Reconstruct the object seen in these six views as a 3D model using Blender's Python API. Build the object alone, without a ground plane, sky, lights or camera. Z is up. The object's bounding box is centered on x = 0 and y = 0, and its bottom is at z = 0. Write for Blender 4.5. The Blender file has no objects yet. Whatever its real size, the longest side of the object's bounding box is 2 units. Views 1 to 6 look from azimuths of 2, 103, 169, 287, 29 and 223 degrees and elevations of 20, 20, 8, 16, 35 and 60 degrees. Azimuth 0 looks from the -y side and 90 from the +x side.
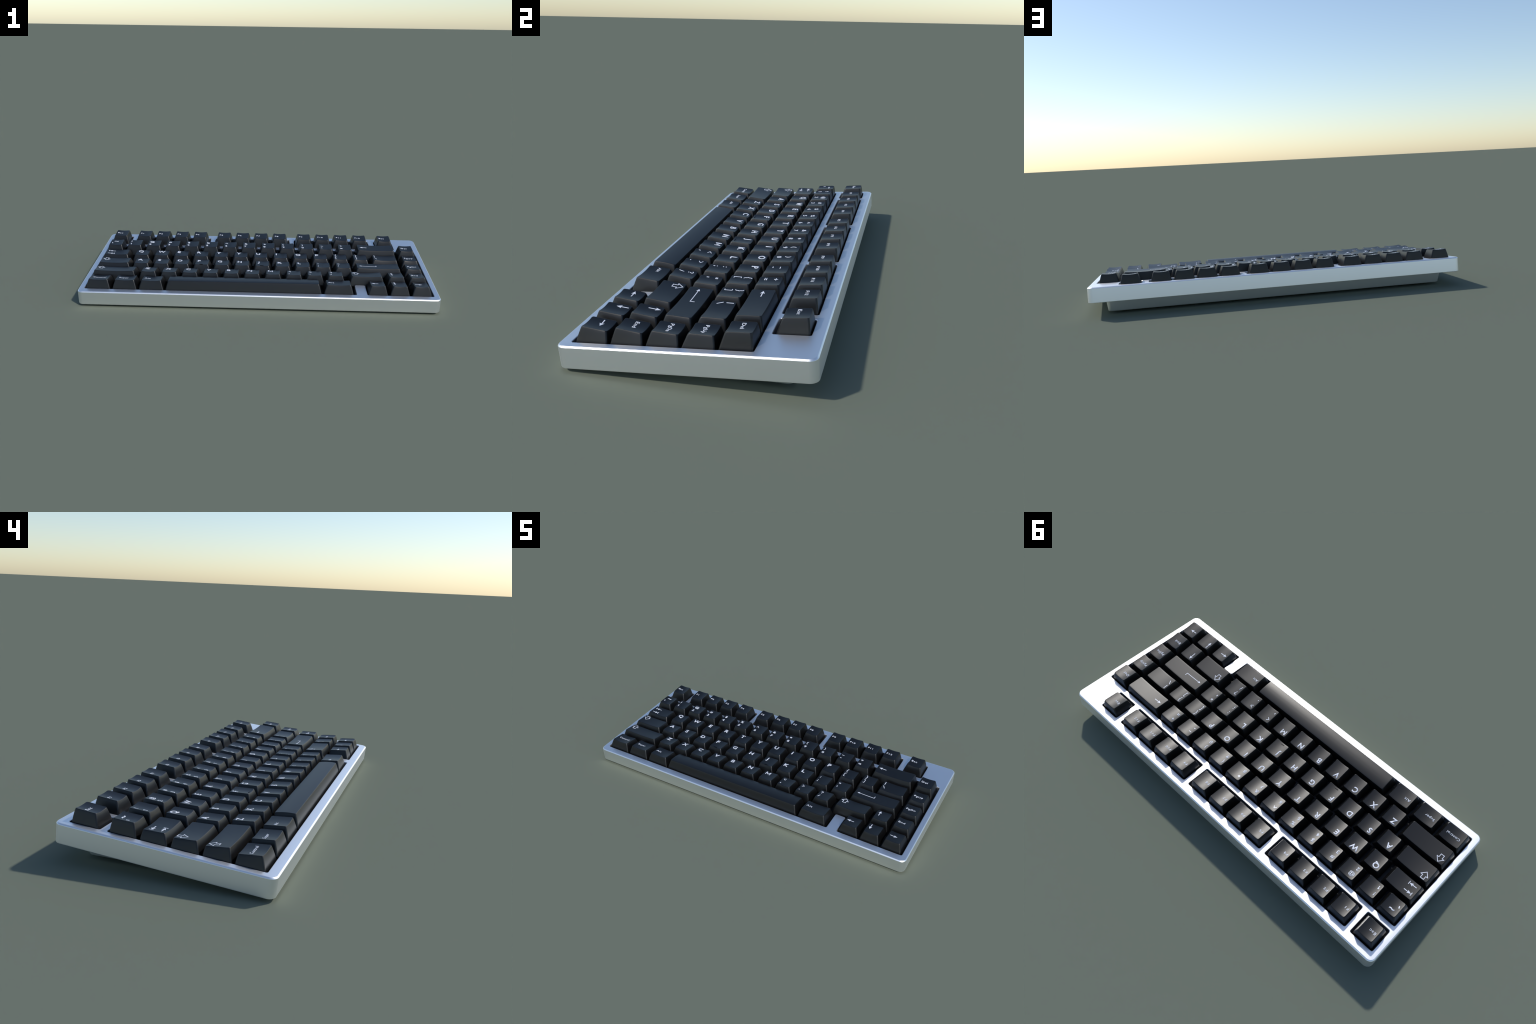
"""Compact mechanical keyboard: silver metal case on a wedge base, dark sculpted keycaps."""
import bpy, bmesh, math
from mathutils import Vector, Matrix

# ------------------------------------------------------------------ frame
TILT = math.radians(4.7)                      # typing angle of the case
ORIGIN = Vector((0.0, -0.0025, 0.1226))       # centre of the case's top surface
TILT_M = Matrix.Rotation(TILT, 4, 'X')

def tilted(x, s, h=0.0):
    """Point of the tilted case frame (x across, s towards the back, h above the top)."""
    return ORIGIN + TILT_M @ Vector((x, s, h))

# ------------------------------------------------------------------ materials
def new_material(name):
    m = bpy.data.materials.new(name)
    m.use_nodes = True
    nt = m.node_tree
    return m, nt, nt.nodes["Principled BSDF"]

def grain(nt, bsdf, scale, rough_lo, rough_hi, bump, coords="Object", stretch=(1, 1, 1)):
    """Fine noise that moves the roughness and gives a faint bump."""
    tc = nt.nodes.new("ShaderNodeTexCoord")
    mp = nt.nodes.new("ShaderNodeMapping")
    mp.inputs["Scale"].default_value = stretch
    nz = nt.nodes.new("ShaderNodeTexNoise")
    nz.inputs["Scale"].default_value = scale
    nz.inputs["Detail"].default_value = 4
    mr = nt.nodes.new("ShaderNodeMapRange")
    mr.inputs["To Min"].default_value = rough_lo
    mr.inputs["To Max"].default_value = rough_hi
    nt.links.new(tc.outputs[coords], mp.inputs["Vector"])
    nt.links.new(mp.outputs["Vector"], nz.inputs["Vector"])
    nt.links.new(nz.outputs["Fac"], mr.inputs["Value"])
    nt.links.new(mr.outputs["Result"], bsdf.inputs["Roughness"])
    if bump:
        bp = nt.nodes.new("ShaderNodeBump")
        bp.inputs["Strength"].default_value = bump
        bp.inputs["Distance"].default_value = 0.0005
        nt.links.new(nz.outputs["Fac"], bp.inputs["Height"])
        nt.links.new(bp.outputs["Normal"], bsdf.inputs["Normal"])
    return nz

def make_metal():
    m, nt, b = new_material("anodised_aluminium")
    b.inputs["Base Color"].default_value = (0.965, 0.975, 0.99, 1)
    b.inputs["Metallic"].default_value = 1.0
    grain(nt, b, 60, 0.42, 0.45, 0.0)
    return m

def make_plastic(name, col, r0, r1):
    m, nt, b = new_material(name)
    nz = grain(nt, b, 700, r0, r1, 0.01)
    b.inputs["Specular IOR Level"].default_value = 0.50
    ramp = nt.nodes.new("ShaderNodeValToRGB")
    ramp.color_ramp.elements[0].color = tuple(c * 0.93 for c in col) + (1,)
    ramp.color_ramp.elements[1].color = tuple(c * 1.07 for c in col) + (1,)
    nt.links.new(nz.outputs["Fac"], ramp.inputs["Fac"])
    nt.links.new(ramp.outputs["Color"], b.inputs["Base Color"])
    return m

METAL = make_metal()
CAP = make_plastic("dark_keycap_plastic", (0.0032, 0.0032, 0.0034), 0.365, 0.40)
INK = make_plastic("white_legend_plastic", (0.72, 0.74, 0.80), 0.35, 0.39)
PLATE = make_plastic("black_plate", (0.006, 0.006, 0.007), 0.5, 0.6)
RUBBER = make_plastic("black_rubber", (0.010, 0.010, 0.010), 0.7, 0.8)

# ------------------------------------------------------------------ helpers
def link(name, mesh, parent, mat, matrix=None):
    ob = bpy.data.objects.new(name, mesh)
    bpy.context.scene.collection.objects.link(ob)
    if mat and not mesh.materials:
        mesh.materials.append(mat)
    if matrix is not None:
        ob.matrix_world = matrix
    if parent:
        ob.parent = parent
    return ob

def finish(bm, name, sharp_deg=None):
    bmesh.ops.recalc_face_normals(bm, faces=bm.faces)
    me = bpy.data.meshes.new(name)
    bm.to_mesh(me)
    bm.free()
    me.shade_smooth()
    if sharp_deg:
        me.set_sharp_from_angle(angle=math.radians(sharp_deg))
    return me

def rounded_polygon(pts, r, seg):
    """Round every corner of a closed polygon with radius r (convex or concave)."""
    out = []
    n = len(pts)
    for i in range(n):
        p, a, b = Vector(pts[i]), Vector(pts[i - 1]), Vector(pts[(i + 1) % n])
        d0, d1 = (a - p).normalized(), (b - p).normalized()
        c = p + (d0 + d1) * r                  # right angles only
        s0, s1 = p + d0 * r, p + d1 * r
        for k in range(seg + 1):
            t = k / seg * math.pi / 2
            v = c + (s0 - c) * math.cos(t) + (s1 - c) * math.sin(t)
            out.append((v.x, v.y))
    return out

def rect(x0, x1, s0, s1):
    return [(x0, s0), (x1, s0), (x1, s1), (x0, s1)]

def grow(pts, d):
    """Offset a right-angled polygon (counter-clockwise) outwards by d."""
    out = []
    n = len(pts)
    for i in range(n):
        p, a, b = Vector(pts[i]), Vector(pts[i - 1]), Vector(pts[(i + 1) % n])
        e0, e1 = (p - a).normalized(), (b - p).normalized()
        out.append(tuple(p + (Vector((e0.y, -e0.x)) + Vector((e1.y, -e1.x))) * d))
    return out

def bridge(bm, la, lb):
    n = len(la)
    for i in range(n):
        bm.faces.new((la[i], la[(i + 1) % n], lb[(i + 1) % n], lb[i]))

def ring(bm, pts, h):
    return [bm.verts.new((x, s, h)) for x, s in pts]

# ------------------------------------------------------------------ root
root = bpy.data.objects.new("mechanical_keyboard", None)
bpy.context.scene.collection.objects.link(root)
root["label"] = "compact keyboard, silver metal case, dark keycaps with white legends"
root["category"] = "computer keyboard"

# ------------------------------------------------------------------ case
HALF_W, HALF_D = 1.0, 0.4195
SIDE_H = 0.0792
CHAMFER = 0.0050

def outline(inset, seg=10):
    r = 0.030 - min(inset, 0.02)
    return rounded_polygon(rect(-HALF_W + inset, HALF_W - inset, -HALF_D + inset, HALF_D - inset), r, seg)

KEY_FIELD = [(-0.968, -0.378), (0.5435, -0.378), (0.5435, -0.2585), (0.603, -0.2585), (0.603, -0.378),
             (0.968, -0.378), (0.968, 0.2225), (-0.968, 0.2225)]
HOLES = [KEY_FIELD] + [rect(a, b, 0.2505, 0.3760) for a, b in
         ((-0.9675, -0.8445), (-0.8155, -0.3320), (-0.3010, 0.1830), (0.2115, 0.6940), (0.7290, 0.8465))]
HOLE_R, HOLE_CH, HOLE_DEPTH = 0.008, 0.0018, 0.034

def build_case():
    bm = bmesh.new()
    levels = [(0.0035, -SIDE_H), (0.0010, -SIDE_H + 0.0010), (0.0, -SIDE_H + 0.0035),
              (0.0, -CHAMFER - 0.001), (0.0006, -CHAMFER + 0.0005), (CHAMFER - 0.0005, -0.0006), (CHAMFER + 0.001, 0.0)]
    rings = [ring(bm, outline(i), h) for i, h in levels]
    for a, b in zip(rings, rings[1:]):
        bridge(bm, a, b)
    bm.faces.new(rings[0])
    loops = [rings[-1]]
    for poly in HOLES:
        top = ring(bm, rounded_polygon(grow(poly, HOLE_CH), HOLE_R, 5), 0.0)
        lip = ring(bm, rounded_polygon(poly, HOLE_R, 5), -HOLE_CH)
        low = ring(bm, rounded_polygon(poly, HOLE_R, 5), -HOLE_DEPTH)
        bridge(bm, top, lip)
        bridge(bm, lip, low)
        loops.append(top)
    edges = []
    for lp in loops:
        for i in range(len(lp)):
            edges.append(bm.edges.get((lp[i], lp[(i + 1) % len(lp)])))
    bmesh.ops.triangle_fill(bm, use_beauty=True, use_dissolve=False, edges=edges, normal=(0, 0, 1))
    return finish(bm, "case", 28)

def weighted(ob):
    md = ob.modifiers.new("even_normals", 'WEIGHTED_NORMAL')
    md.keep_sharp = True

TILT_WORLD = Matrix.Translation(ORIGIN) @ TILT_M
case = link("case", build_case(), root, METAL, TILT_WORLD)
weighted(case)

# plate the switches sit in, and their housings
def box(bm, x0, x1, s0, s1, h0, h1, taper=0.0):
    lo = ring(bm, rect(x0, x1, s0, s1), h0)
    hi = ring(bm, rect(x0 + taper, x1 - taper, s0 + taper, s1 - taper), h1)
    bridge(bm, lo, hi)
    bm.faces.new(lo)
    bm.faces.new(hi)

bm = bmesh.new()
box(bm, -0.985, 0.985, -0.405, 0.405, -0.042, -0.0325)
link("switch_plate", finish(bm, "switch_plate", 30), root, PLATE, TILT_WORLD)

# ------------------------------------------------------------------ wedge base and feet
def build_base():
    """Wedge under the case: flat below, its top buried in the tilted case."""
    bm = bmesh.new()
    z0, z1 = 0.0100, 0.085
    y_back, y_front = 0.3335, -0.385
    r = 0.022
    def layer(z, out):
        k = 0.10 * (z - z0)                    # slight draft of the walls
        pts = rounded_polygon(rect(-0.911 - k + out, 0.911 + k - out, y_front - k + out, y_back + k * 2 - out), r, 8)
        ring_v = []
        for x, y in pts:
            top_limit = ORIGIN.z - SIDE_H / math.cos(TILT) + math.tan(TILT) * (y - ORIGIN.y) + 0.006
            ring_v.append(bm.verts.new((x, y, min(z, top_limit))))
        return ring_v
    a, b, c, d = layer(z0, 0.004), layer(z0 + 0.0012, 0.0012), layer(z0 + 0.004, 0.0), layer(z1, 0.0)
    bridge(bm, a, b); bridge(bm, b, c); bridge(bm, c, d)
    bm.faces.new(a); bm.faces.new(d)
    return finish(bm, "base", 35)

weighted(link("base", build_base(), root, METAL))

def build_foot():
    bm = bmesh.new()
    n, prof = 32, [(0.030, 0.0), (0.033, 0.003), (0.034, 0.0125)]
    rs = [[bm.verts.new((r * math.cos(2 * math.pi * i / n), r * math.sin(2 * math.pi * i / n), z)) for i in range(n)] for r, z in prof]
    for p, q in zip(rs, rs[1:]):
        bridge(bm, p, q)
    bm.faces.new(rs[0]); bm.faces.new(rs[-1])
    return finish(bm, "rubber_foot", 40)

foot_mesh = build_foot()
for x, y in ((-0.82, -0.33), (0.82, -0.33), (-0.82, 0.24), (0.82, 0.24)):
    link("rubber_foot", foot_mesh, root, RUBBER, Matrix.Translation((x, y, 0)))

# ------------------------------------------------------------------ keycaps
# row profile: base centre s, top edge back/front (relative), height of back/front top edge
ROWS = {
    "function": (0.3148, 0.0520, -0.0340, 0.0490, 0.0465),
    "number":   (0.1612, 0.0520, -0.0325, 0.0475, 0.0478),
    "upper":    (0.0416, 0.0518, -0.0323, 0.0325, 0.0372),
    "home":     (-0.0765, 0.0522, -0.0347, 0.0298, 0.0388),
    "lower":    (-0.1956, 0.0522, -0.0360, 0.0288, 0.0437),
    "bottom":   (-0.3150, 0.0525, -0.0345, 0.0305, 0.0445),
}
BASE_H, BASE_HALF = -0.012, 0.0560
SIDE_IN = 0.0168                              # how far the top is drawn in at each side

class CapShape:
    def __init__(self, row, top_w, convex=False):
        self.sc, self.back, self.front, self.hb, self.hf = ROWS[row]
        self.tx = top_w / 2
        self.bx = self.tx + SIDE_IN
        self.convex = convex
        self.sag = 0.0037 if top_w < 0.10 else 0.0044

    def surface(self, x, s):
        f = (s - self.front) / (self.back - self.front)
        z = self.hf + (self.hb - self.hf) * f
        if self.convex:
            return z + 0.0034 * (1 - (2 * f - 1) ** 2)
        return z - self.sag * (1 - min(1.0, (x / self.tx) ** 2))

    def build(self, name):
        bm = bmesh.new()
        seg, nx = 6, max(8, int(self.tx * 2 / 0.012))
        def outline(x0, x1, s0, s1, r):
            pts = []
            for cx, cs, a0 in ((x1 - r, s0 + r, -90), (x1 - r, s1 - r, 0), (x0 + r, s1 - r, 90), (x0 + r, s0 + r, 180)):
                arc = [(cx + r * math.cos(math.radians(a0 + 90 * k / seg)), cs + r * math.sin(math.radians(a0 + 90 * k / seg))) for k in range(seg + 1)]
                if pts:                        # straight run from the last corner, subdivided
                    (px, ps), (qx, qs) = pts[-1], arc[0]
                    n = nx if abs(qx - px) > abs(qs - ps) else 8
                    pts += [(px + (qx - px) * k / n, ps + (qs - ps) * k / n) for k in range(1, n)]
                pts += arc
            (px, ps), (qx, qs) = pts[-1], pts[0]
            pts += [(px + (qx - px) * k / nx, ps + (qs - ps) * k / nx) for k in range(1, nx)]
            return pts
        lo = outline(-self.bx, self.bx, -BASE_HALF, BASE_HALF, 0.0065)
        hi = outline(-self.tx, self.tx, self.front, self.back, 0.0065)
        mid = (self.front + self.back) / 2
        rings = []
        for t in (0.0, 0.03, 0.2, 0.4, 0.6, 0.8, 0.93):
            pts = []
            bulge = 0.0010 * 4 * t * (1 - t)
            for (x0, s0), (x1, s1) in zip(lo, hi):
                x, s = x0 + (x1 - x0) * t, s0 + (s1 - s0) * t
                # walls bow out a little
                x += bulge * x0 / self.bx
                s += bulge * s0 / BASE_HALF
                zt = self.surface(x1, s1)
                pts.append(bm.verts.new((x, s, BASE_H + (zt - BASE_H) * t)))
            rings.append(pts)
        # rounded lip, then the top face as shrinking rings
        for inset, drop in ((0.0002, 0.0009), (0.0005, 0.0003), (0.0013, 0.0)):
            kx, ks = 1 - inset / self.tx, 1 - inset / ((self.back - self.front) / 2)
            rings.append([bm.verts.new((x * kx, mid + (s - mid) * ks, self.surface(x * kx, mid + (s - mid) * ks) - drop)) for x, s in hi])
        for k in (0.82, 0.64, 0.46, 0.28, 0.12):
            kx = 1 - (1 - k) * 0.06            # nearly pure shrink in depth, so the dish stays smooth
            rings.append([bm.verts.new((x * kx, mid + (s - mid) * k, self.surface(x * kx, mid + (s - mid) * k))) for x, s in hi])
        for a, b in zip(rings, rings[1:]):
            bridge(bm, a, b)
        bm.faces.new(rings[0])
        # close the last slit with a ladder of quads from the right end to the left end
        last, n = rings[-1], len(hi)
        start = min(range(n), key=lambda i: (abs(hi[i][1] - mid) - hi[i][0]))
        fwd = [last[(start + k) % n] for k in range(n // 2 + 1)]
        back = [last[(start - k) % n] for k in range(n // 2 + 1)]
        bm.faces.new((fwd[0], fwd[1], back[1]))
        for k in range(1, n // 2 - 1):
            bm.faces.new((fwd[k], fwd[k + 1], back[k + 1], back[k]))
        bm.faces.new((fwd[-2], fwd[-1], back[-2]))
        return finish(bm, name)

# ------------------------------------------------------------------ legends
# strokes and solid shapes are given in metres inside the cap's own frame
def bar(p, q, w):
    p, q = Vector(p), Vector(q)
    d = (q - p).normalized()
    n = Vector((-d.y, d.x)) * w / 2
    return [tuple(p + n), tuple(q + n), tuple(q - n), tuple(p - n)]

def arrow(tail, tip, head_l=0.0185, head_w=0.0165, w=0.0036):
    """Solid arrow: shaft and a swept-back triangular head."""
    t, p = Vector(tail), Vector(tip)
    d = (p - t).normalized()
    n = Vector((-d.y, d.x))
    neck = p - d * head_l * 0.80
    back = p - d * head_l
    return [bar(t, neck, w), [tuple(p), tuple(back + n * head_w / 2), tuple(neck)], [tuple(p), tuple(neck), tuple(back - n * head_w / 2)]]

def block_arrow(cx, s_tip, sign, w=0.0029):
    """Outlined block arrow (shift / caps lock), tip at s_tip, pointing along sign."""
    pts = [(0, 0), (0.0185, -0.0215), (0.0085, -0.0215), (0.0085, -0.0390), (-0.0085, -0.0390), (-0.0085, -0.0215), (-0.0185, -0.0215)]
    pts = [(cx + x, s_tip + sign * y) for x, y in pts]
    return [bar(a, b, w) for a, b in zip(pts, pts[1:] + pts[:1])] + [rect(x - w / 2, x + w / 2, y - w / 2, y + w / 2) for x, y in pts]

FONT_CAP = 0.69            # cap height of the built-in font at size 1 (measured below)
text_jobs = []             # (legend mesh list, text object, left, baseline)

def make_text(body, cap, weight):
    cu = bpy.data.curves.new("legend_text", 'FONT')
    cu.body = body
    cu.size = cap / FONT_CAP
    cu.offset = weight
    cu.fill_mode = 'FRONT'
    cu.space_character = 1.13
    cu.resolution_u = 4
    ob = bpy.data.objects.new("legend_text", cu)
    bpy.context.scene.collection.objects.link(ob)
    return ob

# ------------------------------------------------------------------ layout
U = 0.1194
F1 = 0.0777                                   # top width of a one-unit cap
keys = []                                     # (row, left edge of top, top width, [legend items])

def T(body, cap, base, left=0.0095, weight=None, centre=None):
    return ("text", body, cap, base, left, weight, centre)

def letter(c):
    return [("shape", STROKED[c])] if c in STROKED else [T(c, 0.0265, 0.0172, 0.0093)]
def pair(low, up, cap=0.0182):
    return [("shape", STROKED[c]) if c in STROKED else T(c, cap, base, 0.0085) for c, base in ((low, -0.0185), (up, 0.0195))]
def strokes(l, pts, w=0.0030):
    """Open stroke through the points, measured from the left edge of the top."""
    pts = [(l + x, y) for x, y in pts]
    return [bar(a, b, w) for a, b in zip(pts, pts[1:])]
STROKED = {                                    # signs that are drawn larger than the font has them
    "^": lambda l: strokes(l, [(0.0085, 0.0225), (0.0160, 0.0345), (0.0235, 0.0225)]),
    "<": lambda l: strokes(l, [(0.0225, 0.0375), (0.0095, 0.0290), (0.0225, 0.0205)]),
    ">": lambda l: strokes(l, [(0.0095, 0.0375), (0.0225, 0.0290), (0.0095, 0.0205)]),
    "*": lambda l: [bar((l + 0.0160 - 0.0072 * math.cos(a), 0.0285 - 0.0072 * math.sin(a)),
                        (l + 0.0160 + 0.0072 * math.cos(a), 0.0285 + 0.0072 * math.sin(a)), 0.0021)
                    for a in (math.pi * k / 4 + 0.39 for k in range(4))],
    "'": lambda l: strokes(l, [(0.0110, 0.0010), (0.0110, -0.0090)], 0.0042),
    '"': lambda l: strokes(l, [(0.0105, 0.0360), (0.0105, 0.0260)], 0.0036) + strokes(l, [(0.0165, 0.0360), (0.0165, 0.0260)], 0.0036),
    "?": lambda l: strokes(l, [(0.0095, 0.0345), (0.0112, 0.0372), (0.0155, 0.0385), (0.0198, 0.0368), (0.0207, 0.0335), (0.0190, 0.0305), (0.0158, 0.0280), (0.0153, 0.0250)]) + [rect(l + 0.0133, l + 0.0173, 0.0180, 0.0218)],
    ":": lambda l: [rect(l + 0.0095, l + 0.0133, s, s + 0.0038) for s in (0.0195, 0.0305)],
    ";": lambda l: [rect(l + 0.0095, l + 0.0133, s, s + 0.0038) for s in (-0.0165, -0.0060)] + strokes(l, [(0.0120, -0.0150), (0.0095, -0.0205)], 0.0026),
    ".": lambda l: [rect(l + 0.0095, l + 0.0138, -0.0175, -0.0132)],
    ",": lambda l: [rect(l + 0.0095, l + 0.0138, -0.0165, -0.0122)] + strokes(l, [(0.0124, -0.0150), (0.0098, -0.0208)], 0.0028),
    "1": lambda l: strokes(l, [(0.0090, -0.0055), (0.0148, -0.0008), (0.0148, -0.0182)], 0.0031),
    "M": lambda l: strokes(l, [(0.0112, 0.0172), (0.0112, 0.0437), (0.0232, 0.0225), (0.0352, 0.0437), (0.0352, 0.0172)], 0.0044),
}
def small(body, cap=0.0130, base=0.0055, left=0.0090):
    return [T(body, cap, base, left)]
def shapes(fn):
    return [("shape", fn)]

# function row
keys.append(("function", -0.9456, F1, small("Esc")))
for i in range(4):
    keys.append(("function", -0.7942 + i * U, F1, small("F%d" % (i + 1), 0.0120, 0.0040)))
    keys.append(("function", -0.2807 + i * U, F1, small("F%d" % (i + 5), 0.0120, 0.0040)))
    keys.append(("function", 0.2332 + i * U, F1, small("F%d" % (i + 9), 0.0120, 0.0040)))
keys.append(("function", 0.7474, F1, small("Esc")))

# number row
def tilde_key(L):
    return [("shape", lambda l: [bar((l + 0.0115, 0.0045), (l + 0.0155, -0.0065), 0.0048)]), T("~", 0.030, 0.0150, 0.020)]
keys.append(("number", -0.9465, F1, tilde_key(0)))
for i, (lo, up) in enumerate(zip("1234567890", "!@#$%^&*()")):
    keys.append(("number", -0.9466 + (i + 1) * 0.1192, F1, pair(lo, up)))
keys.append(("number", -0.9466 + 11 * 0.1192, F1, shapes(lambda l: [bar((l + 0.0095, -0.0085), (l + 0.0185, -0.0085), 0.0036), bar((l + 0.0095, 0.0200), (l + 0.0245, 0.0200), 0.0030)])))
keys.append(("number", -0.9466 + 12 * 0.1192, F1, pair("=", "+", 0.020)))
keys.append(("number", 0.6048, 0.2161, shapes(lambda l: arrow((l + 0.0545, 0.0110), (l + 0.0118, 0.0110)))))
keys.append(("number", 0.8632, F1, small("Del")))

# upper letter row
def tab_icon(l):
    x0, x1 = l + 0.0150, l + 0.0545
    return (arrow((x1, 0.0265), (x0 + 0.002, 0.0265)) + [bar((x0, 0.0176), (x0, 0.0354), 0.0030)] +
            arrow((x0, -0.0125), (x1 - 0.002, -0.0125)) + [bar((x1, -0.0214), (x1, -0.0036), 0.0030)])
keys.append(("upper", -0.9467, 0.1385, shapes(tab_icon)))
for i, c in enumerate("QWERTYUIOP"):
    keys.append(("upper", -0.7596 + i * 0.1206, F1, letter(c)))
def bracket(sign):
    """Square bracket below, curly one above; sign mirrors them."""
    def fn(l):
        x = l + (0.0100 if sign > 0 else 0.0175)
        w = 0.0028
        sq = [bar((x, -0.0215), (x, 0.0075), w), bar((x - sign * w / 2, -0.0208), (x + sign * 0.0075, -0.0208), w), bar((x - sign * w / 2, 0.0068), (x + sign * 0.0075, 0.0068), w)]
        c = x + sign * 0.0025
        pts = [(c + sign * 0.0050, 0.0485), (c + sign * 0.0015, 0.0470), (c, 0.0440), (c, 0.0365), (c - sign * 0.0038, 0.0332),
               (c, 0.0299), (c, 0.0224), (c + sign * 0.0015, 0.0194), (c + sign * 0.0050, 0.0179)]
        return sq + [bar(a, b, w) for a, b in zip(pts, pts[1:])]
    return fn
keys.append(("upper", -0.7596 + 10 * 0.1206, F1, shapes(bracket(1))))
keys.append(("upper", -0.7596 + 11 * 0.1206, F1, shapes(bracket(-1))))
keys.append(("upper", 0.6852, 0.1357, shapes(lambda l: [bar((l + 0.0100, 0.0190), (l + 0.0100, 0.0450), 0.0034), bar((l + 0.0080, 0.0080), (l + 0.0205, -0.0130), 0.0034)])))
keys.append(("upper", 0.8642, F1, small("PgUp")))

# home row
keys.append(("home", -0.9465, 0.1690, shapes(lambda l: block_arrow(l + 0.0275, 0.0085, -1))))
for i, c in enumerate("ASDFGHJKL"):
    keys.append(("home", -0.7397 + i * U, F1, letter(c) + ([("homing",)] if c in "FJ" else [])))
keys.append(("home", -0.7397 + 9 * U, F1, pair(";", ":", 0.020)))
keys.append(("home", -0.7397 + 10 * U, F1, pair("'", '"', 0.020)))
keys.append(("home", 0.5740, 0.2450, shapes(lambda l: arrow((l + 0.114, 0.0035), (l + 0.0130, 0.0035), 0.0150, 0.0135, 0.0030) + [bar((l + 0.114, 0.0020), (l + 0.114, 0.0195), 0.0030)])))
keys.append(("home", 0.8630, F1, small("PgDn")))

# lower row
keys.append(("lower", -0.9462, 0.2260, shapes(lambda l: block_arrow(l + 0.0265, 0.0475, 1))))
for i, c in enumerate("ZXCVBNM"):
    keys.append(("lower", -0.6745 + i * 0.1193, F1, letter(c)))
for i, (lo, up) in enumerate(((",", "<"), (".", ">"), ("/", "?"))):
    keys.append(("lower", -0.6745 + (i + 7) * 0.1193, F1, pair(lo, up, 0.020)))
keys.append(("lower", 0.5298, 0.1700, shapes(lambda l: block_arrow(l + 0.0265, 0.0475, 1))))
keys.append(("lower", 0.7446, F1, shapes(lambda l: arrow((l + 0.0180, 0.0010), (l + 0.0180, 0.0445)))))
keys.append(("lower", 0.8636, F1, small("End")))

# bottom row
keys.append(("bottom", -0.9475, 0.1055, small("Control", left=0.0150)))
keys.append(("bottom", -0.7990, 0.1055, small("Super", left=0.0130)))
keys.append(("bottom", -0.6510, 0.1080, small("Alt")))
keys.append(("bottom", -0.5022, 0.8385, "space"))
keys.append(("bottom", 0.3795, 0.1330, small("Alt")))
keys.append(("bottom", 0.6237, F1, shapes(lambda l: arrow((l + 0.0450, 0.0130), (l + 0.0060, 0.0130)))))
keys.append(("bottom", 0.7442, F1, shapes(lambda l: arrow((l + 0.0160, 0.0455), (l + 0.0160, 0.0020)))))
keys.append(("bottom", 0.8642, F1, shapes(lambda l: arrow((l + 0.0085, 0.0135), (l + 0.0470, 0.0135)))))

# ------------------------------------------------------------------ build the keys
cap_meshes = {}
pending = []                                   # legends to finish after the text is evaluated
housing = bmesh.new()

for row, left, width, items in keys:
    shape = CapShape(row, width, items == "space")
    sig = (row, round(width, 4), items == "space")
    if sig not in cap_meshes:
        cap_meshes[sig] = shape.build("spacebar" if items == "space" else "keycap")
    cx = left + width / 2
    ob = link("spacebar" if items == "space" else "keycap", cap_meshes[sig], root, CAP,
              Matrix.Translation(tilted(cx, shape.sc)) @ TILT_M)
    weighted(ob)
    stems = (0.0,) if width < 0.19 else ((-0.075, 0.0, 0.075) if width < 0.3 else (-0.30, 0.0, 0.30))
    for dx in stems:
        box(housing, cx + dx - 0.042, cx + dx + 0.042, shape.sc - 0.042, shape.sc + 0.042, -0.0330, -0.018, 0.006)
        box(housing, cx + dx - 0.012, cx + dx + 0.012, shape.sc - 0.012, shape.sc + 0.012, -0.0185, -0.011, 0.0)
    if items == "space":
        continue
    polys, texts = [], []
    for it in items:
        if it[0] == "shape":
            polys += it[1](-width / 2)
        elif it[0] == "text":
            _, body, cap, base, lft, weight, _c = it
            w = weight if weight is not None else (0.0011 if cap > 0.022 else 0.00045 if cap > 0.015 else 0.0002)
            texts.append((make_text(body, cap, w), -width / 2 + lft, base))
        elif it[0] == "homing":
            hb = bmesh.new()
            pts = rounded_polygon(rect(-0.0140, 0.0075, -0.0273, -0.0245), 0.0012, 4)
            lo = [hb.verts.new((x, s, shape.surface(x, s) - 0.001)) for x, s in pts]
            hi = [hb.verts.new((x, s, shape.surface(x, s) + 0.0022)) for x, s in pts]
            bridge(hb, lo, hi); hb.faces.new(lo); hb.faces.new(hi)
            child = link("homing_bar", finish(hb, "homing_bar", 30), None, CAP)
            child.parent = ob
    pending.append((ob, shape, polys, texts))

link("switch", finish(housing, "switch", 30), root, PLATE, TILT_WORLD)["kind"] = "stuff"

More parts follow.
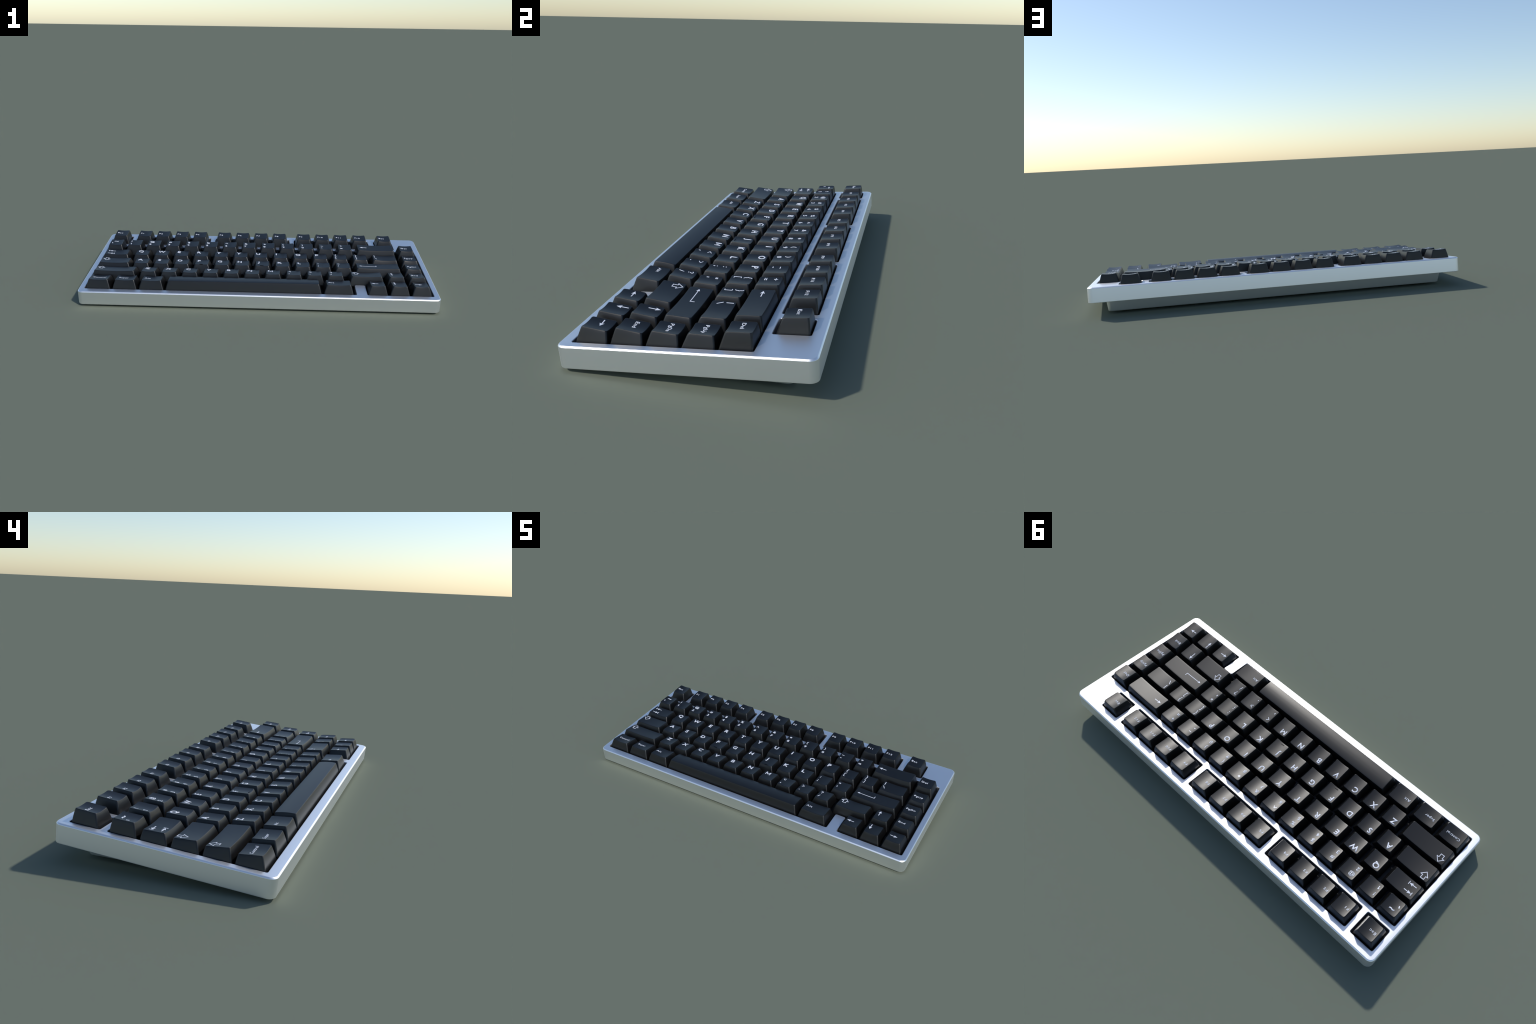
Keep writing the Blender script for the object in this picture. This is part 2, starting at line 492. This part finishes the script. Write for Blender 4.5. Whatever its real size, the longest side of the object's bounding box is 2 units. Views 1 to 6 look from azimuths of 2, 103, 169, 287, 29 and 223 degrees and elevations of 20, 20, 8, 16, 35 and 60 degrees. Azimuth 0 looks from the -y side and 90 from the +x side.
# measure the font once, then turn every legend into a thin solid on its cap
bpy.context.view_layer.update()
dg = bpy.context.evaluated_depsgraph_get()
probe = make_text("E", FONT_CAP, 0.0)
bpy.context.view_layer.update()
dg = bpy.context.evaluated_depsgraph_get()
pm = bpy.data.meshes.new_from_object(probe.evaluated_get(dg))
true_cap = max(v.co.y for v in pm.vertices)     # cap height at size 1
bpy.data.objects.remove(probe)

PROUD, SUNK = 0.0005, 0.0015
for ob, shape, polys, texts in pending:
    bm = bmesh.new()
    lift = bm.verts.layers.float.new("lift")    # strokes that cross lie at minutely different heights
    for i, poly in enumerate(polys):
        face = bm.faces.new([bm.verts.new((x, s, 0)) for x, s in poly])
        for v in face.verts:
            v[lift] = 0.00004 * i
    for tob, left, base in texts:
        me = bpy.data.meshes.new_from_object(tob.evaluated_get(dg))
        k = FONT_CAP / true_cap
        n_char = len(tob.data.body)
        small_text = tob.data.size * true_cap < 0.022       # the small lettering is set wide
        kx = k * ({1: 1.08, 2: 1.32, 3: 1.27, 4: 1.17}.get(n_char, 1.06) if small_text else 1.0)
        x0 = min(v.co.x for v in me.vertices) * kx
        for v in me.vertices:
            v.co = Vector((v.co.x * kx - x0 + left, v.co.y * k + base, 0))
        bm.from_mesh(me)
        bpy.data.meshes.remove(me)
        bpy.data.objects.remove(tob)
    # long faces are cut so that they follow the dished top
    for _ in range(2):
        long_edges = [e for e in bm.edges if e.calc_length() > 0.012]
        if long_edges:
            bmesh.ops.subdivide_edges(bm, edges=long_edges, cuts=2)
            bmesh.ops.triangulate(bm, faces=[f for f in bm.faces if len(f.verts) > 4])
    bmesh.ops.recalc_face_normals(bm, faces=bm.faces)
    for f in bm.faces:
        if f.normal.z < 0:
            f.normal_flip()
    top = list(bm.faces)
    ext = bmesh.ops.extrude_face_region(bm, geom=top)
    raised = {v for v in ext["geom"] if isinstance(v, bmesh.types.BMVert)}
    for v in bm.verts:
        z = shape.surface(v.co.x, v.co.y)
        v.co.z = z + PROUD + v[lift] if v in raised else z - SUNK - v[lift]
    bm.verts.layers.float.remove(lift)
    me = bpy.data.meshes.new("legend")
    bm.to_mesh(me)
    bm.free()
    child = link("legend", me, None, INK)
    child.parent = ob

for cu in [c for c in bpy.data.curves if c.users == 0]:
    bpy.data.curves.remove(cu)
